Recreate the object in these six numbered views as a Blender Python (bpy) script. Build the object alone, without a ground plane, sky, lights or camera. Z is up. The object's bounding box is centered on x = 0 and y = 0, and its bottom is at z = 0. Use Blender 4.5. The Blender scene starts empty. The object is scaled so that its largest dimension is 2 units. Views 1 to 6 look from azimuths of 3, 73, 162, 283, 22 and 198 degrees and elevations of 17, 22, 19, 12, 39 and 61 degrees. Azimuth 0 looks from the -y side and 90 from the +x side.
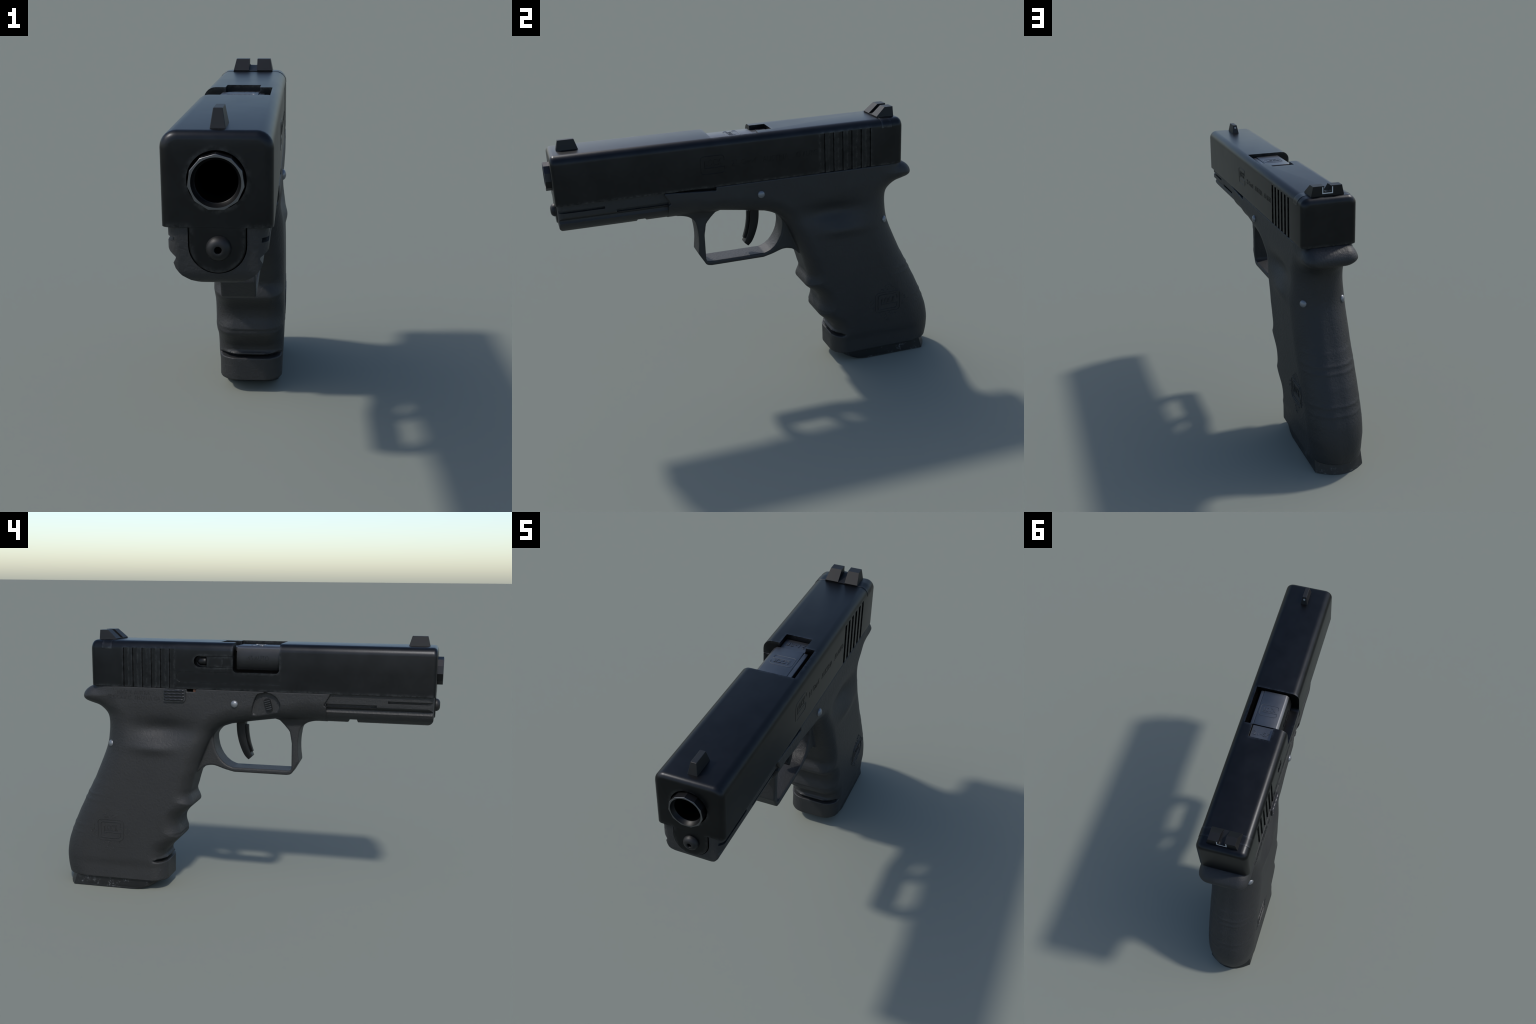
import bpy, bmesh, math, random
import numpy as np
from mathutils import Vector
from mathutils.bvhtree import BVHTree

random.seed(7)
rng = np.random.default_rng(7)
COL = bpy.context.scene.collection

# ------------------------------------------------------------------ materials
def new_mat(name):
    m = bpy.data.materials.new(name); m.use_nodes = True
    nt = m.node_tree; nt.nodes.clear()
    out = nt.nodes.new('ShaderNodeOutputMaterial')
    b = nt.nodes.new('ShaderNodeBsdfPrincipled')
    nt.links.new(b.outputs[0], out.inputs[0])
    return m, nt, b

def N(nt, t, **kw):
    n = nt.nodes.new(t)
    for k, v in kw.items():
        if k in n.inputs: n.inputs[k].default_value = v
        else: setattr(n, k, v)
    return n

def ramp(nt, src, stops):
    r = nt.nodes.new('ShaderNodeValToRGB')
    el = r.color_ramp.elements
    while len(el) < len(stops): el.new(0.5)
    for e, (p, c) in zip(el, stops):
        e.position = p
        e.color = (c, c, c, 1) if isinstance(c, (int, float)) else (*c, 1)
    nt.links.new(src, r.inputs[0])
    return r

def mixc(nt, fac, a, b):
    m = nt.nodes.new('ShaderNodeMix'); m.data_type = 'RGBA'
    for s, v in ((0, fac), (6, a), (7, b)):
        if hasattr(v, 'links'): nt.links.new(v, m.inputs[s])
        else: m.inputs[s].default_value = v if s == 0 else (*v, 1)
    return m.outputs[2]

def math_n(nt, op, a, b=None):
    m = nt.nodes.new('ShaderNodeMath'); m.operation = op
    for i, v in enumerate((a, b)):
        if v is None: continue
        if hasattr(v, 'links'): nt.links.new(v, m.inputs[i])
        else: m.inputs[i].default_value = v
    return m.outputs[0]

def coords(nt):
    return nt.nodes.new('ShaderNodeTexCoord').outputs['Object']

def metal(name, base, rough, metallic=0.0, wear=None, grain=0.0, spec=0.5, wear_amt=0.5, wear_r=0.012):
    m, nt, b = new_mat(name)
    co = coords(nt)
    n1 = N(nt, 'ShaderNodeTexNoise', Scale=9.0, Detail=6.0, Roughness=0.6); nt.links.new(co, n1.inputs['Vector'])
    mott = ramp(nt, n1.outputs['Fac'], [(0.3, 0.0), (0.7, 1.0)])
    dark = tuple(c * 0.88 for c in base); light = tuple(c * 1.12 for c in base)
    col = mixc(nt, mott.outputs[0], dark, light)
    if wear:
        bev = N(nt, 'ShaderNodeBevel', samples=6); bev.inputs['Radius'].default_value = wear_r
        geo = nt.nodes.new('ShaderNodeNewGeometry')
        dot = nt.nodes.new('ShaderNodeVectorMath'); dot.operation = 'DOT_PRODUCT'
        nt.links.new(bev.outputs[0], dot.inputs[0]); nt.links.new(geo.outputs['Normal'], dot.inputs[1])
        edge = ramp(nt, math_n(nt, 'SUBTRACT', 1.0, dot.outputs['Value']), [(0.01, 0.0), (0.12, 1.0)])
        n2 = N(nt, 'ShaderNodeTexNoise', Scale=38.0, Detail=5.0, Roughness=0.7); nt.links.new(co, n2.inputs['Vector'])
        br = ramp(nt, n2.outputs['Fac'], [(0.4, 0.0), (0.62, 1.0)])
        f = math_n(nt, 'MULTIPLY', math_n(nt, 'MULTIPLY', edge.outputs[0], br.outputs[0]), wear_amt)
        col = mixc(nt, f, col, wear)
    nt.links.new(col, b.inputs['Base Color'])
    rr = ramp(nt, n1.outputs['Fac'], [(0.25, rough - 0.015), (0.75, rough + 0.015)])
    nt.links.new(rr.outputs[0], b.inputs['Roughness'])
    b.inputs['Metallic'].default_value = metallic
    b.inputs['Specular IOR Level'].default_value = spec
    if grain:
        n3 = N(nt, 'ShaderNodeTexNoise', Scale=160.0, Detail=3.0); nt.links.new(co, n3.inputs['Vector'])
        bp = N(nt, 'ShaderNodeBump', Strength=grain, Distance=0.002); nt.links.new(n3.outputs['Fac'], bp.inputs['Height'])
        nt.links.new(bp.outputs[0], b.inputs['Normal'])
    return m

def polymer(name, base, rough):
    m, nt, b = new_mat(name)
    co = coords(nt)
    n1 = N(nt, 'ShaderNodeTexNoise', Scale=5.0, Detail=5.0, Roughness=0.6); nt.links.new(co, n1.inputs['Vector'])
    f = ramp(nt, n1.outputs['Fac'], [(0.3, 0.0), (0.7, 1.0)])
    col = mixc(nt, f.outputs[0], tuple(c * 0.93 for c in base), tuple(c * 1.07 for c in base))
    nt.links.new(col, b.inputs['Base Color'])
    b.inputs['Roughness'].default_value = rough
    b.inputs['Specular IOR Level'].default_value = 0.4
    w = N(nt, 'ShaderNodeTexNoise', Scale=30.0, Detail=2.0); nt.links.new(co, w.inputs['Vector'])
    vm = nt.nodes.new('ShaderNodeVectorMath'); vm.operation = 'MULTIPLY_ADD'
    nt.links.new(w.outputs['Color'], vm.inputs[0]); vm.inputs[1].default_value = (0.02,) * 3
    nt.links.new(co, vm.inputs[2])
    n2 = N(nt, 'ShaderNodeTexNoise', Scale=85.0, Detail=3.0, Roughness=0.55); nt.links.new(vm.outputs[0], n2.inputs['Vector'])
    bp = N(nt, 'ShaderNodeBump', Strength=0.42, Distance=0.004); nt.links.new(n2.outputs['Fac'], bp.inputs['Height'])
    nt.links.new(bp.outputs[0], b.inputs['Normal'])
    return m

def speckled(name, base, fleck):
    m, nt, b = new_mat(name)
    co = coords(nt)
    n1 = N(nt, 'ShaderNodeTexNoise', Scale=28.0, Detail=8.0, Roughness=0.75); nt.links.new(co, n1.inputs['Vector'])
    f = ramp(nt, n1.outputs['Fac'], [(0.53, 0.0), (0.66, 1.0)])
    n2 = N(nt, 'ShaderNodeTexNoise', Scale=120.0, Detail=4.0); nt.links.new(co, n2.inputs['Vector'])
    g = ramp(nt, n2.outputs['Fac'], [(0.45, 0.0), (0.62, 1.0)])
    col = mixc(nt, math_n(nt, 'MULTIPLY', f.outputs[0], g.outputs[0]), base, fleck)
    nt.links.new(col, b.inputs['Base Color']); b.inputs['Roughness'].default_value = 0.5
    return m

def plain(name, base, rough, metallic=0.0):
    m, nt, b = new_mat(name)
    co = coords(nt)
    n1 = N(nt, 'ShaderNodeTexNoise', Scale=40.0, Detail=4.0); nt.links.new(co, n1.inputs['Vector'])
    col = mixc(nt, n1.outputs['Fac'], tuple(c * 0.9 for c in base), tuple(min(1, c * 1.1) for c in base))
    nt.links.new(col, b.inputs['Base Color'])
    b.inputs['Roughness'].default_value = rough; b.inputs['Metallic'].default_value = metallic
    return m

M_SLIDE = metal('blued_steel', (0.0270, 0.0280, 0.0300), 0.37, 1.0, wear=(0.14, 0.145, 0.155), grain=0.06, wear_amt=0.42, wear_r=.026)
M_MARK = metal('engraved_steel', (0.0245, 0.0255, 0.0275), 0.38, 1.0)
M_BARREL = metal('worn_barrel_steel', (0.128, 0.131, 0.138), 0.42, 1.0, wear=(0.2, 0.205, 0.21), grain=0.05, wear_amt=0.4, wear_r=0.006)
M_REAR = metal('rear_sight_steel', (0.0042, 0.0044, 0.0050), 0.48, spec=0.3)
M_CHAMBER_SIDE = metal('dark_chamber_steel', (0.040, 0.041, 0.043), 0.45, 1.0, grain=0.08)
M_MUZZLE = metal('muzzle_steel', (0.040, 0.040, 0.043), 0.40, 1.0, grain=0.04)
M_SIGHT = metal('sight_steel', (0.0085, 0.0087, 0.0095), 0.5, spec=0.35, grain=0.04)
M_POLY = polymer('grained_polymer', (0.0185, 0.0188, 0.0196), 0.55)
M_MAG = speckled('scuffed_black_polymer', (0.006, 0.0065, 0.0075), (0.12, 0.125, 0.135))
M_TRIG = metal('trigger_polymer', (0.0032, 0.0034, 0.004), 0.45, spec=0.3)
M_PIN = metal('bright_pin_steel', (0.19, 0.20, 0.215), 0.38, 0.55)
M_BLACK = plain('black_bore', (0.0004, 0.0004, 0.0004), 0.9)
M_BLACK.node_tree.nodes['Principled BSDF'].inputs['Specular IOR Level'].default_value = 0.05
M_WHITE = plain('white_paint', (0.55, 0.56, 0.56), 0.5)
M_RUST = plain('brown_inner_steel', (0.06, 0.02, 0.008), 0.6)
M_RIB = metal('polished_rib_steel', (0.028, 0.029, 0.033), 0.34, 0.6)
M_LEVER = metal('stamped_lever_steel', (0.008, 0.0085, 0.0095), 0.40, wear=(0.08, 0.085, 0.095), wear_amt=0.6, wear_r=0.006)

# ------------------------------------------------------------------ object helpers
def add_obj(name, me, mat, parent=None):
    ob = bpy.data.objects.new(name, me); COL.objects.link(ob)
    if mat and not me.materials: me.materials.append(mat)
    if parent: ob.parent = parent
    return ob

root = bpy.data.objects.new('pistol', None); COL.objects.link(root)
root['label'] = 'black semi-automatic pistol standing on its grip, finger-grooved polymer frame'
root['category'] = 'pistol'

def smooth(me, ang=35):
    me.shade_smooth()
    me.set_sharp_from_angle(angle=math.radians(ang))

def bm_mesh(bm, name):
    bmesh.ops.recalc_face_normals(bm, faces=bm.faces)
    me = bpy.data.meshes.new(name); bm.to_mesh(me); bm.free()
    return me

def prism(bm, pts, axis, a, b, top_scale=None):
    """extrude closed 2D polygon along an axis (0: pts=(y,z), 1: pts=(x,z), 2: pts=(x,y))"""
    def mk(p, t):
        return {0: (t, p[0], p[1]), 1: (p[0], t, p[1]), 2: (p[0], p[1], t)}[axis]
    va = [bm.verts.new(mk(p, a)) for p in pts]
    vb = [bm.verts.new(mk(p, b)) for p in pts]
    n = len(pts)
    bm.faces.new(va[::-1]); bm.faces.new(vb)
    for i in range(n):
        bm.faces.new((va[i], va[(i + 1) % n], vb[(i + 1) % n], vb[i]))
    return va, vb

def box_pts(x0, z0, x1, z1):
    return [(x0, z0), (x1, z0), (x1, z1), (x0, z1)]

def rrect(x0, z0, x1, z1, r, n=5):
    """rounded rectangle; r = (bl, br, tr, tl)"""
    if isinstance(r, (int, float)): r = (r,) * 4
    o = []
    for (cx, cz, rr, a0) in ((x0 + r[0], z0 + r[0], r[0], 180), (x1 - r[1], z0 + r[1], r[1], 270),
                             (x1 - r[2], z1 - r[2], r[2], 0), (x0 + r[3], z1 - r[3], r[3], 90)):
        if rr == 0: o.append((cx, cz)); continue
        for i in range(n + 1):
            a = math.radians(a0 + 90 * i / n); o.append((cx + rr * math.cos(a), cz + rr * math.sin(a)))
    return o

def arc(cx, cz, r, a0, a1, n):
    return [(cx + r * math.cos(math.radians(a0 + (a1 - a0) * i / n)), cz + r * math.sin(math.radians(a0 + (a1 - a0) * i / n))) for i in range(n + 1)]

def prism_mesh(name, pts, axis, a, b, bevel=0.0, seg=2):
    bm = bmesh.new(); prism(bm, pts, axis, a, b)
    bmesh.ops.recalc_face_normals(bm, faces=bm.faces)
    if bevel:
        ed = [e for e in bm.edges if e.calc_face_angle(0) > math.radians(30)]
        bmesh.ops.bevel(bm, geom=ed, offset=bevel, segments=seg, affect='EDGES', profile=0.5, clamp_overlap=True)
    return bm_mesh(bm, name)

def boolean(ob, cutters, op='DIFFERENCE'):
    """cutters: list of meshes; applied and removed"""
    tmp = []
    for i, me in enumerate(cutters):
        c = bpy.data.objects.new('cutter', me); COL.objects.link(c); tmp.append(c)
        md = ob.modifiers.new('b', 'BOOLEAN'); md.operation = op; md.object = c; md.solver = 'EXACT'
    dg = bpy.context.evaluated_depsgraph_get()
    me = bpy.data.meshes.new_from_object(ob.evaluated_get(dg))
    ob.modifiers.clear(); old = ob.data; ob.data = me; bpy.data.meshes.remove(old)
    for c in tmp:
        cm = c.data; bpy.data.objects.remove(c); bpy.data.meshes.remove(cm)
    return me

def spline(pts, n=5, closed=False):
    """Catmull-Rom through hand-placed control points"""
    P = [np.array(p, float) for p in pts]; out = []; m = len(P)
    for i in range(m if closed else m - 1):
        g = (lambda k: P[k % m]) if closed else (lambda k: P[min(max(k, 0), m - 1)])
        p0, p1, p2, p3 = g(i - 1), g(i), g(i + 1), g(i + 2)
        for k in range(n):
            t = k / n
            out.append(0.5 * (2 * p1 + (p2 - p0) * t + (2 * p0 - 5 * p1 + 4 * p2 - p3) * t * t + (3 * p1 - p0 - 3 * p2 + p3) * t ** 3))
    if not closed: out.append(P[-1])
    return [tuple(p) for p in out]

# ------------------------------------------------------------------ implicit modelling of the moulded frame
def sd_poly(poly, y, z):
    """signed 2D distance to a closed polygon (negative inside)"""
    y, z = np.broadcast_arrays(np.asarray(y, float), np.asarray(z, float))
    P = np.array(poly); Q = np.roll(P, -1, 0)
    d = np.full(y.shape, 1e9); ins = np.zeros(y.shape, bool)
    for (ay, az), (by, bz) in zip(P, Q):
        ey, ez = by - ay, bz - az
        L = ey * ey + ez * ez
        if L < 1e-14: continue
        wy, wz = y - ay, z - az
        t = np.clip((wy * ey + wz * ez) / L, 0, 1)
        d = np.minimum(d, (wy - ey * t) ** 2 + (wz - ez * t) ** 2)
        c = ((az > z) != (bz > z))
        if abs(ez) > 1e-12: ins ^= c & (y < ey * (z - az) / ez + ay)
    d = np.sqrt(d)
    return np.where(ins, -d, d)

def sstep(a, b, v):
    t = np.clip((v - a) / (b - a), 0, 1); return t * t * (3 - 2 * t)

def gauss(y, z, cy, cz, sy, sz):
    return np.exp(-((y - cy) / sy) ** 2 - ((z - cz) / sz) ** 2)

def smin(a, b, k):
    h = np.clip(0.5 + 0.5 * (b - a) / k, 0, 1)
    return b + (a - b) * h - k * h * (1 - h)

def round_extrude(d2, w, r):
    a, b = d2 + r, w + r
    return np.minimum(np.maximum(a, b), 0) + np.hypot(np.maximum(a, 0), np.maximum(b, 0)) - r

FRAME_TOP = 1.1038
BOTTOM = 0.056
back = spline([(.784, 1.106), (.812, 1.096), (.836, 1.079), (.850, 1.057), (.8495, 1.034), (.833, 1.017), (.803, 1.005), (.772, .992), (.748, .963),
               (.735, .932), (.732, .881), (.739, .807), (.755, .752), (.781, .688), (.811, .620), (.854, .537), (.885, .475),
               (.915, .415), (.943, .353), (.970, .287), (.989, .22), (.998, .165), (1.0, .125), (.996, .085), (.987, .04)], 4)
strap = spline([(.408, .192), (.403, .212), (.386, .232), (.349, .268), (.322, .296), (.319, .312), (.323, .335), (.332, .370), (.327, .402), (.305, .432),
                (.265, .468), (.2515, .484), (.255, .508), (.267, .541), (.258, .575), (.240, .639), (.221, .69),
                (.195, .75), (.165, .83), (.142, .872), (.10, .905), (.05, .924)], 4)
strap = [(y + .007 * min(1, max(0, (.9 - z) / .15)) + .004 * (z < .32), z) for y, z in strap]
body_outline = ([(-.70, 1.25), (.784, 1.25)] + back + [(.985, -.3), (.406, -.3), (.403, .178), (.414, .184)] + strap
                + [(-.06, .942), (-.185, .960), (-.24, .9575), (-.30, .956), (-.41, .953), (-.70, .9525)])
guard_outer = [(-.40, 1.02), (-.395, .962)] + spline([(-.378, .958), (-.345, .947), (-.318, .926), (-.303, .899), (-.2945, .822), (-.302, .740)], 4)[:-1] \
    + [(-.302, .740), (-.266, .678), (-.256, .671), (-.238, .668)] \
    + spline([(.040, .669), (.09, .681), (.145, .698), (.185, .695), (.21, .683), (.232, .66)], 4) + [(.33, .66), (.33, 1.02)]
guard_hole = arc(-.247, .709, .017, 182, 268, 4) + spline([(.045, .692), (.082, .707), (.115, .738), (.139, .782), (.149, .83), (.146, .862), (.125, .893)], 4) \
    + [(.1, .99), (-.18, .99), (-.186, .961), (-.202, .954), (-.245, .905), (-.253, .893), (-.2635, .835)]

Wz = np.array([(-.3, .1345), (.05, .1345), (.135, .1345), (.165, .1395), (.25, .1415), (.40, .1435), (.52, .144), (.64, .1435), (.72, .1420), (.79, .1395),
               (.86, .136), (.92, .134), (.98, .136), (1.02, .1385), (1.3, .1385)])
Yc = np.array([(-.3, .69), (.06, .69), (.3, .65), (.5, .57), (.7, .49), (.95, .42), (1.3, .42)])

def body_width(y, z):
    zf = np.asarray(z)
    w = np.interp(zf, Wz[:, 0], Wz[:, 1])
    # soften the interpolation knots
    w = (w + np.interp(zf - .012, Wz[:, 0], Wz[:, 1]) + np.interp(zf + .012, Wz[:, 0], Wz[:, 1])) / 3
    grip = sstep(.08, .30, y)
    w = .1385 + (w - .1385) * grip
    w = w + .012 * gauss(y, z, .46, .785, .105, .030)       # palm swell under the thumb hollow
    w = w - .031 * gauss(y, z, .40, .890, .145, .050)       # thumb hollow
    return w

def body_radius(y, z):
    t = sstep(-.10, .12, y - np.interp(z, Yc[:, 0], Yc[:, 1]))
    rb = np.interp(z, [0, .25, .6, .95], [.126, .120, .124, .124])
    # front strap rounding, a touch squarer at the finger ridges
    ridge = np.exp(-((z - .475) / .035) ** 2) + np.exp(-((z - .295) / .03) ** 2) + .6 * np.exp(-((z - .665) / .035) ** 2)
    rf = .082 - .010 * ridge
    r = rf + (rb - rf) * t
    under = .092 + .026 * sstep(-.22, -.36, y)
    f = sstep(.24, .10, y) * sstep(.80, .90, z)
    r = r + (under - r) * f
    tail = sstep(.66, .79, y) * sstep(.93, 1.05, z)
    r = r + (.062 - r) * tail
    return r

SCOOP = spline([(-.070, .995), (-.074, 1.03), (-.094, 1.083), (-.120, 1.096), (-.150, 1.099), (-.190, 1.082), (-.214, 1.048), (-.211, 1.022),
                (-.190, .996), (-.145, .979), (-.105, .976), (-.08, .984)], 3, closed=True)

def frame_field(x, y, z):
    ax = np.abs(x)
    d2 = sd_poly(body_outline, y, z)
    # faint grip rings across the backstrap
    ring = sum(a * np.exp(-((z - c) / s) ** 2) for c, s, a in ((.520, .008, .0022), (.487, .008, .0022), (.345, .008, .0022), (.303, .008, .0018),
                                                             (.575, .012, .0012), (.42, .012, .0006)))
    d2 = d2 - (ring - .002 * sstep(.24, .30, z) * sstep(.64, .58, z)) * sstep(.03, .10, y - np.interp(z, Yc[:, 0], Yc[:, 1]))
    w = body_width(y, z)
    r = np.minimum(body_radius(y, z), w - .01)
    # back and front rounding is elliptical in plan
    stretch = 1 - .13 * sstep(-.05, .15, y - np.interp(z, Yc[:, 0], Yc[:, 1])) * sstep(1.0, .95, z)
    body = round_extrude(d2 * stretch, ax - w, r)
    core = body + .045
    # horizontal slot between front strap and magazine-well lip
    slot = np.maximum(np.maximum(np.abs(z - .167) - .0085 * np.clip((.475 - y) / .03, 0, 1), y - .468), -core)
    body = np.maximum(body, -slot)
    body = np.maximum(body, BOTTOM - z)
    # front end: slanting shoulder above, upright end of the rail groove below
    shoulder = np.interp(z, [.9, 1.040, 1.046, 1.106], [-.4455, -.4455, -.4338, -.468])
    body = np.maximum(body, (shoulder - y) * .87)
    # scoop around the take-down catch, left side only, deeper to the rear and top
    sc = sd_poly(SCOOP, y, z)
    depth = .0235 - .006 * np.clip((-.10 - y) / .10, 0, 1)
    scoop = np.maximum(sc, x + (.1385 - depth))
    body = np.maximum(body, -scoop)
    go = sd_poly(guard_outer, y, z); gh = sd_poly(guard_hole, y, z)
    gw = .0595 + .012 * sstep(.925, .965, z)
    guard = round_extrude(np.maximum(go, -gh), ax - gw, .006)
    f = smin(body, guard, .010)
    f = np.maximum(f, z - FRAME_TOP)
    # wedge gap under the slide, right side; small notch on the left
    wedge = np.maximum(np.maximum(z * -1 + 1.1038 - .018 * np.clip((y + .47) / .26, 0, 1), y + .207), .10 - x)
    f = np.maximum(f, -wedge)
    notch = np.maximum(np.maximum(np.abs(y - .245) - .024, 1.090 - z), x + .112)
    return np.maximum(f, -notch)

def surface_net(field, lo, hi, h):
    xs, ys, zs = [np.arange(l, u + h, h) for l, u in zip(lo, hi)]
    V = field(xs[:, None, None], ys[None, :, None], zs[None, None, :])
    V = np.broadcast_to(V, (len(xs), len(ys), len(zs)))
    S = V < 0
    nx, ny, nz = S.shape
    cnt = np.zeros((nx - 1, ny - 1, nz - 1), np.int16)
    for i in (0, 1):
        for j in (0, 1):
            for k in (0, 1):
                cnt += S[i:nx - 1 + i, j:ny - 1 + j, k:nz - 1 + k]
    act = (cnt > 0) & (cnt < 8)
    idx = np.full(act.shape, -1, np.int64); ci = np.argwhere(act)
    idx[act] = np.arange(len(ci))
    acc = np.zeros((len(ci), 3)); num = np.zeros(len(ci))
    corners = [(i, j, k) for i in (0, 1) for j in (0, 1) for k in (0, 1)]
    for a in corners:
        for d in range(3):
            if a[d]: continue
            b = list(a); b[d] = 1
            pa, pb = ci + np.array(a), ci + np.array(b)
            va, vb = V[pa[:, 0], pa[:, 1], pa[:, 2]], V[pb[:, 0], pb[:, 1], pb[:, 2]]
            m = (va < 0) != (vb < 0)
            t = np.where(m, va / np.where(m, va - vb, 1), 0)[:, None]
            acc += np.where(m[:, None], pa + (pb - pa) * t, 0); num += m
    P = np.array(lo) + acc / num[:, None] * h
    quads = []
    for d in range(3):
        sl0 = [slice(None)] * 3; sl1 = [slice(None)] * 3
        sl0[d] = slice(0, -1); sl1[d] = slice(1, None)
        ch = S[tuple(sl0)] != S[tuple(sl1)]
        e = np.argwhere(ch)
        o = [k for k in range(3) if k != d]
        ok = (e[:, o[0]] > 0) & (e[:, o[1]] > 0) & (e[:, o[0]] < S.shape[o[0]] - 1) & (e[:, o[1]] < S.shape[o[1]] - 1)
        e = e[ok]
        q = []
        for da, db in ((0, 0), (-1, 0), (-1, -1), (0, -1)):
            c = e.copy(); c[:, o[0]] += da; c[:, o[1]] += db
            q.append(idx[c[:, 0], c[:, 1], c[:, 2]])
        q = np.stack(q, 1)
        inside = S[e[:, 0], e[:, 1], e[:, 2]]
        if d == 1: inside = ~inside
        q[~inside] = q[~inside][:, ::-1]
        quads.append(q)
    Q = np.concatenate(quads)
    # pull the vertices onto the exact surface
    for _ in range(3):
        f0 = field(P[:, 0], P[:, 1], P[:, 2]); g = np.empty_like(P); e = 4e-4
        for d in range(3):
            p = P.copy(); p[:, d] += e; m_ = P.copy(); m_[:, d] -= e
            g[:, d] = (field(p[:, 0], p[:, 1], p[:, 2]) - field(m_[:, 0], m_[:, 1], m_[:, 2])) / (2 * e)
        n2 = np.maximum((g ** 2).sum(1), .25)
        stp = np.clip(f0 / n2, -h * .5, h * .5)
        P = P - g * stp[:, None]
    return P, Q

P, Q = surface_net(frame_field, (-.1712, -.4803, .0422), (.1722, 1.0212, 1.1184), .0055)
me = bpy.data.meshes.new('frame_whole')
me.from_pydata(P.tolist(), [], Q.tolist()); me.update()
bm = bmesh.new(); bm.from_mesh(me)
bmesh.ops.recalc_face_normals(bm, faces=bm.faces)
bm.to_mesh(me); bm.free()
frame_whole = me
vn = np.array([v.normal[:] for v in me.vertices])
bvh_frame = BVHTree.FromPolygons([v.co[:] for v in me.vertices], [p.vertices[:] for p in me.polygons])

# split the one moulding by region; border vertices and normals stay identical
cent = np.array([p.center[:] for p in me.polygons])
region = np.zeros(len(cent), int)                                   # 0 receiver
cy, cz = cent[:, 1], cent[:, 2]
is_guard = (cz < .955) & (cy < .235 - (cz - .66) * .45) & (np.abs(cent[:, 0]) < .085) & (cz > .64) & (cy > -.40)
is_guard &= ~((cz > .90) & (cy > -.19))
region[is_guard] = 2
region[(cz < .985) & (cy > .08) & ~is_guard & (cy > .16 - (cz - .8) * .4)] = 1
names = {0: 'receiver', 1: 'grip', 2: 'trigger_guard'}
polys = [tuple(p.vertices) for p in me.polygons]
for rid, nm in names.items():
    sel = [polys[i] for i in np.where(region == rid)[0]]
    used = sorted({v for p in sel for v in p}); mp = {v: i for i, v in enumerate(used)}
    m2 = bpy.data.meshes.new(nm)
    m2.from_pydata([tuple(P[v]) for v in used], [], [tuple(mp[v] for v in p) for p in sel])
    m2.update(); m2.shade_smooth()
    m2.normals_split_custom_set_from_vertices([tuple(vn[v]) for v in used])
    add_obj(nm, m2, M_POLY, root)

# ------------------------------------------------------------------ dust cover with accessory rail
half = [(.1255, 1.1038), (.1245, 1.046), (.1205, 1.041), (.104, 1.0285), (.104, 1.0235), (.1105, 1.0125), (.105, .999), (.090, .981), (.068, .9655), (.045, .957), (.023, .954), (0, .953)]
sec = half + [(-x, z) for x, z in half[::-1][1:]]
rail = add_obj('dust_cover', prism_mesh('dust_cover', sec, 1, -.9665, -.405), M_POLY, root)
cut = []
cut.append(prism_mesh('c', arc(0, 1.06, .0725, 180, 360, 24) + [(.0725, 1.2), (-.0725, 1.2)], 1, -1.1, -.90))
for s in (1, -1):
    a, b = sorted((s * .107, s * .3))
    cut.append(prism_mesh('c', [(-1.1, 1.0665), (-.747, 1.0665), (-.747, 1.0785), (-1.1, 1.0785)], 0, a, b))
    cut.append(prism_mesh('c', [(-.6935, 1.0415), (-.444, 1.0415), (-.444, 1.0565), (-.6935, 1.0565)], 0, a, b))
cut.append(prism_mesh('c', [(-.545, .9), (-.545, .957), (-.558, .9765), (-.5945, .9765), (-.597, .957), (-.597, .9)], 0, -.3, .3))
corner = [(-.98, .93)] + [(-.98, 1.0)] + arc(-.9235, .996, .043, 180, 270, 8) + [(-.9235, .93)]
cut.append(prism_mesh('c', corner, 0, -.3, .3))
for s in (1, -1):                                        # nose corners rounded in plan
    cut.append(prism_mesh('c', [(s * .14, -.98), (s * .0905, -.98)] + [(s * x, y) for x, y in arc(.0905, -.9315, .035, -90, 0, 7)] + [(s * .14, -.9315)], 2, .9, 1.2))
boolean(rail, cut)
md = rail.modifiers.new('bev', 'BEVEL'); md.width = .0022; md.segments = 2; md.limit_method = 'ANGLE'; md.angle_limit = math.radians(35)
smooth(rail.data, 38)

# ------------------------------------------------------------------ slide
S0, S1, SB, ST, SW = -.972, .788, 1.1055, 1.3405, .1372
def slide_section(off=0.0, r=.042, n=7):
    w, t = SW + off, ST + off
    return [(-w, SB)] + arc(-w + r, t - r, r, 180, 90, n) + arc(w - r, t - r, r, 90, 0, n) + [(w, SB)]
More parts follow.
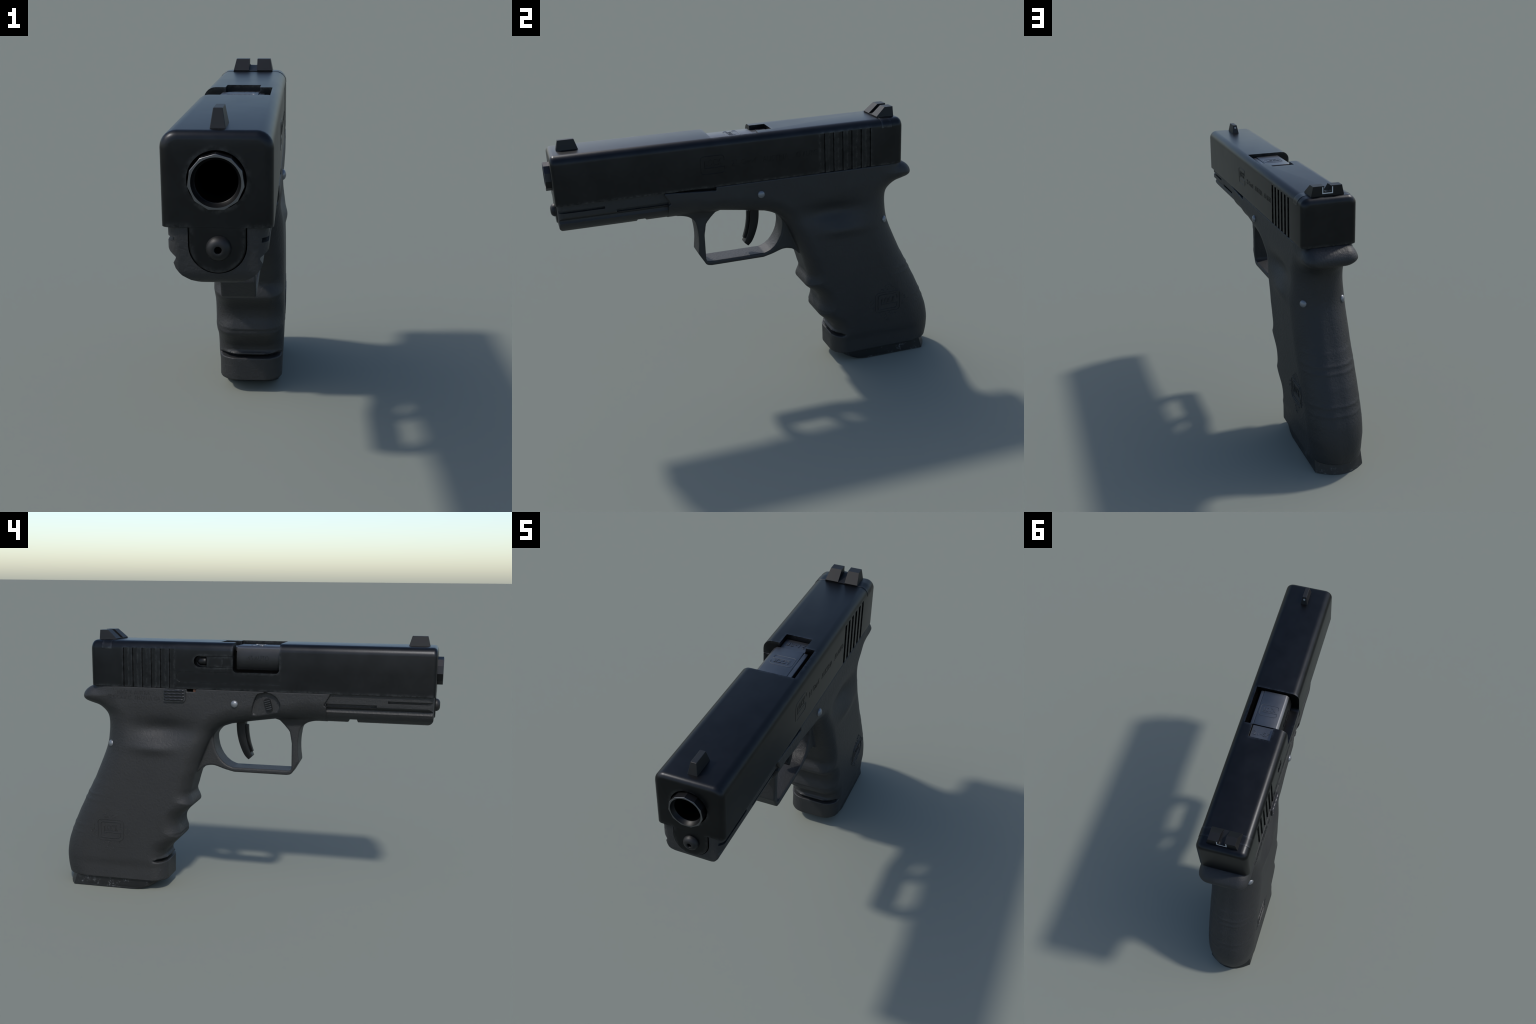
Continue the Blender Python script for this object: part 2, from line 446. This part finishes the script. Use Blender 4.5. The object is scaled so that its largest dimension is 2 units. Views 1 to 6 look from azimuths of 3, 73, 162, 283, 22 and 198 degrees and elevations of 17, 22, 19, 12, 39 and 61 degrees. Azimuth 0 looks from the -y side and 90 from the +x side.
# square bar lofted through inset sections so that both ends turn over with a round edge
def slide_ring(bm, y, inset, r0=.042, n=7):
    w, t, r = SW - inset, ST - inset, max(r0 - inset * .8, .010)
    pts = [(-w, SB), (-w, 1.2)] + arc(-w + r, t - r, r, 180, 90, n) + arc(w - r, t - r, r, 90, 0, n) + [(w, 1.2), (w, SB)]
    return [bm.verts.new((x, y, z)) for x, z in pts]
bm = bmesh.new(); rings = []
for k in range(6):
    a = math.radians(90 * k / 5); rings.append(slide_ring(bm, S0 + .022 * (1 - math.sin(a)), .022 * (1 - math.cos(a))))
rings = rings[::-1] if rings[0][0].co.y > rings[-1][0].co.y else rings
for k in range(6):
    a = math.radians(90 * k / 5); rings.append(slide_ring(bm, S1 - .030 * (1 - math.sin(a)), .030 * (1 - math.cos(a))))
rings.sort(key=lambda r: r[0].co.y)
for a, b in zip(rings[:-1], rings[1:]):
    for i in range(len(a)): bm.faces.new((a[i], a[(i + 1) % len(a)], b[(i + 1) % len(a)], b[i]))
bm.faces.new(rings[0]); bm.faces.new(rings[-1][::-1])
slide = add_obj('slide', bm_mesh(bm, 'slide'), M_SLIDE, root)
# lower lobe holding the recoil spring
boolean(slide, [prism_mesh('lobe', arc(0, 1.06, .0695, 180, 360, 24) + [(.0695, 1.16), (-.0695, 1.16)], 1, -.9718, -.905, .003, 1)], 'UNION')
cut = []
PY0, PY1, HX = -.209, .0285, .1015
cut.append(prism_mesh('port', [(PY1, 1.5)] + arc(PY1 - .02, 1.215, .02, 0, -90, 5) + arc(PY0 + .02, 1.215, .02, -90, -180, 5) + [(PY0, 1.5)], 0, -.3, HX))
cut.append(prism_mesh('port_notch', [(-.0605, PY1 - .02), (.0585, PY1 - .02), (.0585, .1085), (-.0605, .1085)], 2, 1.285, 1.5))
bm = bmesh.new()
for y0 in (.582, .532, .481, .432, .383, .335):
    for s in (1, -1):
        a, b = sorted((s * (SW - .0075), s * .3))
        prism(bm, box_pts(y0, 1.05, y0 + .026, 1.305), 0, a, b)
cut.append(bm_mesh(bm, 'serrations'))
cut.append(prism_mesh('extractor_slot', [(.02, 1.2165)] + arc(.201, 1.2455, .029, -90, 90, 10) + [(.02, 1.2745)], 0, -.3, -.095))
panel = [(.310, 1.138)] + arc(.296, 1.166, .028, -80, 80, 8) + [(.050, 1.1945), (.036, 1.1925), (.022, 1.1835), (.008, 1.1815), (-.172, 1.1815), (-.185, 1.184), (-.205, 1.1965), (-.213, 1.198), (-.215, 1.138)]
cut.append(prism_mesh('panel', panel, 0, -.3, -.1347))
cyl = [(.0725 * math.cos(2 * math.pi * i / 44), 1.2225 + .0725 * math.sin(2 * math.pi * i / 44)) for i in range(44)]
cut.append(prism_mesh('muzzle_hole', cyl, 1, -1.1, -.5))
boolean(slide, cut)
md = slide.modifiers.new('bev', 'BEVEL'); md.width = .0025; md.segments = 2; md.limit_method = 'ANGLE'; md.angle_limit = math.radians(50)
smooth(slide.data, 40)

# dovetail of the rear sight wraps over both shoulders, almost flush
sec = [p for p in slide_section(.0012)]
sec = [(x, max(z, 1.297)) for x, z in sec]
dt = add_obj('sight_dovetail', prism_mesh('sight_dovetail', sec, 1, .668, .722, .001, 1), M_SLIDE, slide); smooth(dt.data, 30)

# ------------------------------------------------------------------ barrel
bm = bmesh.new()
n = 55
def ring(y, r, poly=False):
    vs = []
    for i in range(n):
        a = 2 * math.pi * i / n + math.pi / 2
        rr = r
        if poly:
            k = math.pi * 2 / 11; b_ = ((2 * math.pi * i / n) % k) - k / 2
            rr = r * math.cos(k / 2) / math.cos(b_)
        vs.append(bm.verts.new((rr * math.cos(a) + .001, y, 1.2225 + rr * math.sin(a))))
    return vs
rings = [ring(-.935, .0685, True), ring(-.999, .0685, True), ring(-1.0, .0675, True), ring(-1.0, .0605), ring(-.984, .0545), ring(-.982, .0525), ring(-.6, .0525)]
for a, b in zip(rings[:-1], rings[1:]):
    for i in range(n): bm.faces.new((a[i], a[(i + 1) % n], b[(i + 1) % n], b[i]))
bm.faces.new(rings[-1])
bme = bm_mesh(bm, 'barrel'); bme.materials.append(M_BARREL); bme.materials.append(M_BLACK); bme.materials.append(M_TRIG); bme.materials.append(M_MUZZLE)
for p in bme.polygons:
    if p.center.y > -.98 and math.hypot(p.center.x, p.center.z - 1.2225) < .056: p.material_index = 1
    elif abs(p.normal.y) < .98 and math.hypot(p.center.x, p.center.z - 1.2225) < .0595: p.material_index = 2  # inner chamfer darkened with the trigger colour so the lit front ring stands out
    elif abs(p.normal.y) < .6: p.material_index = 3
barrel = add_obj('barrel', bme, None, root); smooth(bme, 25)

# chamber block seen through the ejection port
ch = [(.0765, 1.10), (.0765, 1.3175), (.0735, 1.3205), (.0568, 1.3205), (.0568, 1.3225), (.0553, 1.3245), (-.069, 1.3245), (-.0835, 1.312), (-.0915, 1.285), (-.0945, 1.255), (-.0925, 1.225), (-.084, 1.195), (-.07, 1.17), (-.07, 1.10)]
chm = add_obj('chamber', prism_mesh('chamber', ch, 1, -.2025, .0185, .0016, 1), M_BARREL, barrel); smooth(chm.data, 30)
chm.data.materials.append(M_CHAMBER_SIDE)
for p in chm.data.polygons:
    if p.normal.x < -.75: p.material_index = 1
hood = add_obj('barrel_hood', prism_mesh('barrel_hood', box_pts(-.0585, 1.25, .0565, 1.3185), 1, .0205, .106, .0016, 1), M_BARREL, barrel)
add_obj('black_port_filler', prism_mesh('black_port_filler', box_pts(-.0875, 1.11, .1005, 1.298), 1, -.2083, .0277), M_BLACK, slide)  # black filler block in the gap round the chamber

# guide rod cap: dome with a drilled centre
prof = [(.0, -.9855), (.0085, -.9855), (.0095, -.9915), (.0125, -.9925), (.020, -.9905), (.0265, -.9855), (.0305, -.979), (.0315, -.972), (.0315, -.96)]
bm = bmesh.new(); prev = None
for r_, y_ in prof:
    vs = [bm.verts.new((.003 + max(r_, 1e-5) * math.cos(2 * math.pi * i / 32), y_, 1.054 + max(r_, 1e-5) * math.sin(2 * math.pi * i / 32))) for i in range(32)]
    if prev:
        for i in range(32): bm.faces.new((prev[i], prev[(i + 1) % 32], vs[(i + 1) % 32], vs[i]))
    prev = vs
gr = bm_mesh(bm, 'guide_rod'); gr.materials.append(M_SIGHT); gr.materials.append(M_BLACK); gr.materials.append(M_BARREL)
for p in gr.polygons:
    if math.hypot(p.center.x - .003, p.center.z - 1.054) < .0088: p.material_index = 1
    elif math.hypot(p.center.x - .003, p.center.z - 1.054) < .0105: p.material_index = 2  # rim highlight of the drilled hole painted with the paler barrel steel
add_obj('guide_rod', gr, None, root); smooth(gr, 40)

# ------------------------------------------------------------------ sights
bm = bmesh.new()
def taper(bm, prof, wb, wt, z0, z1):
    L = [bm.verts.new((-(wb + (wt - wb) * (z - z0) / (z1 - z0)), y, z)) for y, z in prof]
    R = [bm.verts.new(((wb + (wt - wb) * (z - z0) / (z1 - z0)), y, z)) for y, z in prof]
    k = len(prof); bm.faces.new(L); bm.faces.new(R[::-1])
    for i in range(k): bm.faces.new((L[i], L[(i + 1) % k], R[(i + 1) % k], R[i]))
taper(bm, [(-.933, 1.334), (-.932, 1.3395), (-.9195, 1.388), (-.844, 1.388), (-.8295, 1.3395), (-.829, 1.334)], .0205, .0115, 1.334, 1.388)
bmesh.ops.recalc_face_normals(bm, faces=bm.faces)
bmesh.ops.bevel(bm, geom=list(bm.edges), offset=.0012, segments=1, affect='EDGES')
fs = add_obj('front_sight', bm_mesh(bm, 'front_sight'), M_SIGHT, root)
for v in fs.data.vertices: v.co.x += .001
# white dot on the sloping rear face
bm = bmesh.new(); cz_, sl = 1.372, (.844 - .8295) / (1.388 - 1.3395)
c = [bm.verts.new((.001 + .0062 * math.cos(t), -.844 + (1.388 - (cz_ + .0062 * math.sin(t))) * sl + .0012, cz_ + .0062 * math.sin(t))) for t in [2 * math.pi * i / 20 for i in range(20)]]
f = bm.faces.new(c); bmesh.ops.solidify(bm, geom=[f], thickness=.002)
add_obj('white_dot', bm_mesh(bm, 'white_dot'), M_WHITE, fs)

bm = bmesh.new()
taper(bm, [(.7565, 1.334), (.7565, 1.3885), (.712, 1.3885), (.664, 1.346), (.667, 1.334)], .083, .071, 1.334, 1.3885)
rs = add_obj('rear_sight', bm_mesh(bm, 'rear_sight'), M_REAR, root)
u_cut = [(.0165, 1.5), (.0165, 1.3675)] + arc(.0105, 1.3675, .006, 0, -90, 4)[1:] + arc(-.0105, 1.3675, .006, -90, -180, 4) + [(-.0165, 1.5)]
boolean(rs, [prism_mesh('n', u_cut, 1, .5, .9),                       # round-bottomed notch
             prism_mesh('n', [(.742, 1.3616), (.60, 1.3290), (.60, 1.5), (.742, 1.5)], 0, -.0165, .0165)])   # its floor falls away forward
md = rs.modifiers.new('bev', 'BEVEL'); md.width = .0014; md.segments = 1; md.limit_method = 'ANGLE'; md.angle_limit = math.radians(30)
u = [(-.0262, 1.3835), (-.0262, 1.3515), (.0262, 1.3515), (.0262, 1.3835), (.0218, 1.3835), (.0218, 1.3562), (-.0218, 1.3562), (-.0218, 1.3835)]
add_obj('white_outline', prism_mesh('white_outline', u, 1, .7545, .7572), M_WHITE, rs)

# ------------------------------------------------------------------ extractor, plunger
ex = add_obj('extractor', prism_mesh('extractor', box_pts(.0275, 1.2172, .163, 1.2738), 0, -.1366, -.09, .001, 1), M_SLIDE, slide)
add_obj('extractor_claw', prism_mesh('extractor_claw', box_pts(.078, 1.2200, .158, 1.2710), 0, -.1376, -.12, .0012, 1), M_SLIDE, ex)
bm = bmesh.new(); prev = None
for y_, r_ in ((.168, .0), (.168, .018), (.171, .020), (.180, .0205), (.181, .0195), (.199, .0195), (.206, .0155), (.216, .0065), (.218, 0)):
    vs = [bm.verts.new((-.1165 + max(r_, 1e-5) * math.cos(2 * math.pi * i / 24), y_, 1.2455 + max(r_, 1e-5) * math.sin(2 * math.pi * i / 24))) for i in range(24)]
    if prev:
        for i in range(24): bm.faces.new((prev[i], prev[(i + 1) % 24], vs[(i + 1) % 24], vs[i]))
    prev = vs
pl = add_obj('extractor_plunger', bm_mesh(bm, 'extractor_plunger'), M_TRIG, slide); smooth(pl.data, 40)

# ------------------------------------------------------------------ trigger
rear = spline([(.024, .99), (.0275, .93), (.0235, .866), (.009, .808), (-.014, .757), (-.0375, .732)], 5)
front = spline([(-.0635, .751), (-.0475, .785), (-.034, .83), (-.0265, .875), (-.0245, .92), (-.02, .99)], 5)
rear = [(y + .007, z) for y, z in rear]; front = [(y + .013, z) for y, z in front]
tr = add_obj('trigger', prism_mesh('trigger', rear + front, 0, -.0265, .0265, .003, 2), M_TRIG, root); smooth(tr.data, 35)
fr = [(y - .0005, z) for y, z in spline([(-.0515, .772), (-.044, .795), (-.034, .83), (-.0265, .875), (-.0245, .915)], 5)]
fr[0] = (fr[0][0] + .004, fr[0][1])
bk = [(y + .03, z) for y, z in fr[::-1]]
ts = add_obj('trigger_safety', prism_mesh('trigger_safety', fr + bk, 0, -.0105, .0105, .002, 2), M_TRIG, tr); smooth(ts.data, 35)

# ------------------------------------------------------------------ magazine floor plate
bm = bmesh.new()
def plan(z):
    t = z / .06                                             # 0 at the ground, 1 at the top
    yf = .535 - .105 * t ** .6 if t > 0 else .535
    yb = -.017 * t
    L = [(-.124, .931 + yb), (-.088, .957 + yb), (-.05, .977 + yb), (-.015, .985 + yb), (.02, .984 + yb), (.055, .974 + yb), (.09, .955 + yb), (.124, .931 + yb)]
    F = [(.124, yf + .055), (.117, yf + .028), (.097, yf + .009), (.07, yf), (-.07, yf), (-.097, yf + .009), (-.117, yf + .028), (-.124, yf + .055)]
    return [(x * (1 - .02 * t), y) for x, y in L + F]
levels = [0, .004, .010, .018, .028, .042, .062]
prev = None
for z in levels:
    vs = [bm.verts.new((x, y, z)) for x, y in plan(z)]
    k = len(vs)
    if prev:
        for i in range(k): bm.faces.new((prev[i], prev[(i + 1) % k], vs[(i + 1) % k], vs[i]))
    else: bm.faces.new(vs[::-1])
    prev = vs
bm.faces.new(prev)
mg = add_obj('magazine', bm_mesh(bm, 'magazine'), M_MAG, root); smooth(mg.data, 30)

# ------------------------------------------------------------------ pins
def dome(name, c, nrm, r, h):
    bm = bmesh.new()
    bmesh.ops.create_uvsphere(bm, u_segments=24, v_segments=14, radius=1)
    q = Vector(nrm).normalized().to_track_quat('Z', 'Y').to_matrix()
    for v in bm.verts: v.co = q @ Vector((v.co.x * r, v.co.y * r, v.co.z * h)) + Vector(c)
    ob = add_obj(name, bm_mesh(bm, name), M_PIN, root); ob.data.shade_smooth()
for s in (1, -1):
    dome('pin', (s * .139, .018, 1.037), (s, 0, 0), .019, .0125)
for s in (1, -1):
    hit = bvh_frame.ray_cast(Vector((s * .5, .700, .797)), Vector((-s, 0, 0)))
    dome('pin', hit[0], hit[1], .0185, .0105)

# ------------------------------------------------------------------ slide stop lever
lev = [(.390, 1.1035), (.390, 1.040)] + arc(.386, 1.040, .004, 0, -80, 3) + arc(.294, 1.056, .021, -90, -180, 6) + [(.273, 1.1035)]
bm = bmesh.new(); prism(bm, lev, 0, -.1485, -.12)
bmesh.ops.recalc_face_normals(bm, faces=bm.faces)
bmesh.ops.bevel(bm, geom=[e for e in bm.edges if e.calc_face_angle(0) > 1], offset=.003, segments=2, affect='EDGES')
ls = add_obj('slide_stop_lever', bm_mesh(bm, 'slide_stop_lever'), M_LEVER, root); smooth(ls.data, 35)
rib = None
for i, z in enumerate((1.094, 1.079, 1.064, 1.049)):
    y0, y1 = .279 + (.006 if i == 3 else 0), .386
    bm = bmesh.new(); k = 22; prev = None
    for j in range(k + 1):
        y = y0 + (y1 - y0) * j / k; dz = .0012 * math.sin(j * 1.1 + i)
        vs = [bm.verts.new((-.147 - .0065 * math.sin(t) * (1 if 0 < j < k else .2), y, z + dz + .0052 * math.cos(t))) for t in [math.pi * m / 6 for m in range(7)]]
        if prev:
            for m in range(6): bm.faces.new((prev[m], prev[m + 1], vs[m + 1], vs[m]))
        prev = vs
    rb = add_obj('lever_rib', bm_mesh(bm, 'lever_rib'), M_RIB, ls); rb.data.shade_smooth()
add_obj('notch_inner', prism_mesh('notch_inner', box_pts(.2215, 1.085, .236, 1.1045), 0, -.131, -.1), M_RUST, root)
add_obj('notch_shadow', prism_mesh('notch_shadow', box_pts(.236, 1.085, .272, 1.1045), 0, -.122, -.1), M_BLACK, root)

# ------------------------------------------------------------------ take-down catch with ribs in the scoop
bm = bmesh.new()
cc = Vector((0, -.1535, 1.0365)); ang = math.radians(-16)
def rot(py, pz): return (cc.y + py * math.cos(ang) - pz * math.sin(ang), cc.z + py * math.sin(ang) + pz * math.cos(ang))
pts = [rot(a, b) for a, b in rrect(-.0165, -.033, .0165, .033, .010)]
prism(bm, pts, 0, -.1265, -.10)
tc = add_obj('takedown_catch', bm_mesh(bm, 'takedown_catch'), M_TRIG, root); smooth(tc.data, 35)
bm = bmesh.new()
for i in range(5):
    pz = .022 - .0105 * i
    prism(bm, [rot(a, b) for a, b in box_pts(-.0135, pz - .0022, .0135, pz + .0022)], 0, -.1300, -.11)
add_obj('catch_ribs', bm_mesh(bm, 'catch_ribs'), M_LEVER, tc)['kind'] = 'stuff'

# ------------------------------------------------------------------ lettering and emblem, laid on the surfaces
def text_mesh(body, size, thick, width=None, bold=.0):
    cu = bpy.data.curves.new('t', 'FONT'); cu.body = body; cu.size = size; cu.extrude = thick; cu.align_x = 'CENTER'; cu.align_y = 'CENTER'
    cu.offset = bold; cu.resolution_u = 3
    ob = bpy.data.objects.new('t', cu); COL.objects.link(ob)
    dg = bpy.context.evaluated_depsgraph_get(); dg.update()
    m = bpy.data.meshes.new_from_object(ob.evaluated_get(dg))
    bpy.data.objects.remove(ob); bpy.data.curves.remove(cu)
    co = np.array([v.co[:] for v in m.vertices])
    c = (co.max(0) + co.min(0)) / 2; sc = 1 if width is None else width / (co[:, 0].max() - co[:, 0].min())
    for v in m.vertices: v.co = Vector(((v.co.x - c[0]) * sc, v.co.y - c[1], v.co.z))
    return m

def ribbon_mesh(paths, wid, thick):
    bm = bmesh.new()
    for pth in paths:
        p = [Vector((a, b, 0)) for a, b in pth]; prev = None
        for i, q in enumerate(p):
            d = (p[min(i + 1, len(p) - 1)] - p[max(i - 1, 0)]).normalized(); nn = Vector((-d.y, d.x, 0)) * wid / 2
            vs = [bm.verts.new(q + nn - Vector((0, 0, thick))), bm.verts.new(q + nn * .5 + Vector((0, 0, thick))), bm.verts.new(q - nn * .5 + Vector((0, 0, thick))), bm.verts.new(q - nn - Vector((0, 0, thick)))]
            if prev:
                for m in range(4): bm.faces.new((prev[m], prev[(m + 1) % 4], vs[(m + 1) % 4], vs[m]))
            else: bm.faces.new(vs)
            prev = vs
        bm.faces.new(prev[::-1])
    return bm_mesh(bm, 'ribbon')

def dense(path, step=.006):
    o = []
    for (a, b), (c, d) in zip(path[:-1], path[1:]):
        k = max(1, int(math.hypot(c - a, d - b) / step))
        o += [(a + (c - a) * i / k, b + (d - b) * i / k) for i in range(k)]
    return o + [path[-1]]

def emblem_paths(w, h):
    """open rounded frame that turns in to a bar and the foot of the first letter"""
    x, z, r = w / 2, h / 2, h * .18
    p = [(x, z * .35)] + [(x, z - r)] + arc(x - r, z - r, r, 0, 90, 4)[1:] + arc(-x + r, z - r, r, 90, 180, 4) + arc(-x + r, -z + r, r, 180, 270, 4) + arc(x - r, -z + r, r, 270, 360, 4)
    p += [(x, -z * .32), (-x * .66, -z * .32), (-x * .66, z * .42)]
    return dense(p)

def lay(m, name, side, cy, cz, mat, parent, bvh=None, base=None, lift=.0006, tilt=0.0):
    """local (u,v,n) -> left side, right side or top surface"""
    ca, sa = math.cos(tilt), math.sin(tilt)
    for v in m.vertices:
        a, b, nrm = v.co
        a, b = a * ca - b * sa, a * sa + b * ca
        if side == 'top':
            v.co = Vector((cy - a, cz - b, base + nrm + lift)); continue
        s = -1 if side == 'left' else 1
        y = cy + a * s; z = cz + b
        if bvh:
            hit = bvh.ray_cast(Vector((s * .5, y, z)), Vector((-s, 0, 0)))
            x = abs(hit[0].x) if hit[0] else base
        else: x = base
        v.co = Vector((s * (x + nrm + lift), y, z))
    m.update()
    ob = add_obj(name, m, mat, parent)
    return ob

grip = bpy.data.objects['grip']; recv = bpy.data.objects['receiver']
# grip emblem on both sides
for side, cy in (('left', .7015), ('right', .7105)):
    lay(ribbon_mesh([emblem_paths(.112, .088)], .008, .0024), 'emblem', side, cy, .331, M_POLY, grip, bvh_frame)
    border = [(x * 1.0, z) for x, z in rrect(-.072, -.0575, .072, .0575, .02)]
    lay(ribbon_mesh([dense(border + border[:1])], .0065, .0020), 'emblem_border', side, cy, .331, M_POLY, grip, bvh_frame)
    lay(text_mesh('LOCK', .050, .0017, .074, -.0004), 'lettering', side, cy - (.004 if side == 'left' else -.004), .342, M_POLY, grip, bvh_frame)
    # stippled diamond points round the emblem
    bm = bmesh.new()
    for i in range(900):
        a = random.uniform(-.13, .13); b = random.uniform(-.13, .13)
        if abs(a) * .95 + abs(b) > .118 or (abs(a) < .079 and abs(b) < .064): continue
        th = random.choice((.8, -.8)) + random.uniform(-.2, .2); L_ = random.uniform(.003, .0055)
        d = Vector((math.cos(th), math.sin(th), 0)); nn = Vector((-d.y, d.x, 0)) * .0016; c0 = Vector((a, b, 0)); zz = Vector((0, 0, .0009))
        base = [bm.verts.new(c0 + d * L_ - zz), bm.verts.new(c0 + nn - zz), bm.verts.new(c0 - d * L_ - zz), bm.verts.new(c0 - nn - zz)]
        tip = [bm.verts.new(c0 + d * L_ * .5 + zz), bm.verts.new(c0 - d * L_ * .5 + zz)]
        for fc in ((base[0], base[1], tip[0]), (base[1], tip[1], tip[0]), (base[1], base[2], tip[1]), (base[2], base[3], tip[1]), (base[3], tip[0], tip[1]), (base[3], base[0], tip[0])): bm.faces.new(fc)
    ob = lay(bm_mesh(bm, 'stipple'), 'stipple', side, cy, .331, M_POLY, grip, bvh_frame); ob['kind'] = 'stuff'

lay(text_mesh('MADE IN AUSTRIA', .030, .0012, .175), 'lettering', 'left', .555, 1.078, M_POLY, recv, bvh_frame)
lay(text_mesh('GLOCK INC  SMYRNA GA', .030, .0012, .285), 'lettering', 'left', .555, 1.052, M_POLY, recv, bvh_frame, tilt=-.015)
# slide markings, right side
lay(ribbon_mesh([emblem_paths(.118, .088)], .004, .0005), 'emblem', 'right', -.219, 1.217, M_MARK, slide, base=SW)
lay(text_mesh('LOCK', .044, .0005, .082), 'lettering', 'right', -.214, 1.228, M_MARK, slide, base=SW)
lay(text_mesh('21 Gen4', .038, .0003, .125), 'lettering', 'right', -.061, 1.214, M_MARK, slide, base=SW)
lay(text_mesh('AUSTRIA', .038, .0003, .135), 'lettering', 'right', .101, 1.214, M_MARK, slide, base=SW)
lay(text_mesh('.45 AUTO', .038, .0003, .122), 'lettering', 'right', .260, 1.216, M_MARK, slide, base=SW)
# chamber markings
lay(ribbon_mesh([emblem_paths(.098, .070)], .004, .0010), 'emblem', 'top', -.002, -.080, M_BARREL, chm, base=1.3245)
lay(text_mesh('LOCK', .036, .0012, .066), 'lettering', 'top', -.006, -.088, M_BARREL, chm, base=1.3245)
lay(text_mesh('21-SF', .034, .0014, .088), 'lettering', 'top', 0.0, .066, M_BARREL, hood, base=1.3185)
bvh_ch = BVHTree.FromPolygons([v.co[:] for v in chm.data.vertices], [p.vertices[:] for p in chm.data.polygons])
lay(text_mesh('45 AUTO', .030, .0016, .108), 'lettering', 'left', -.092, 1.268, M_CHAMBER_SIDE, chm, bvh_ch)

bpy.data.meshes.remove(frame_whole)
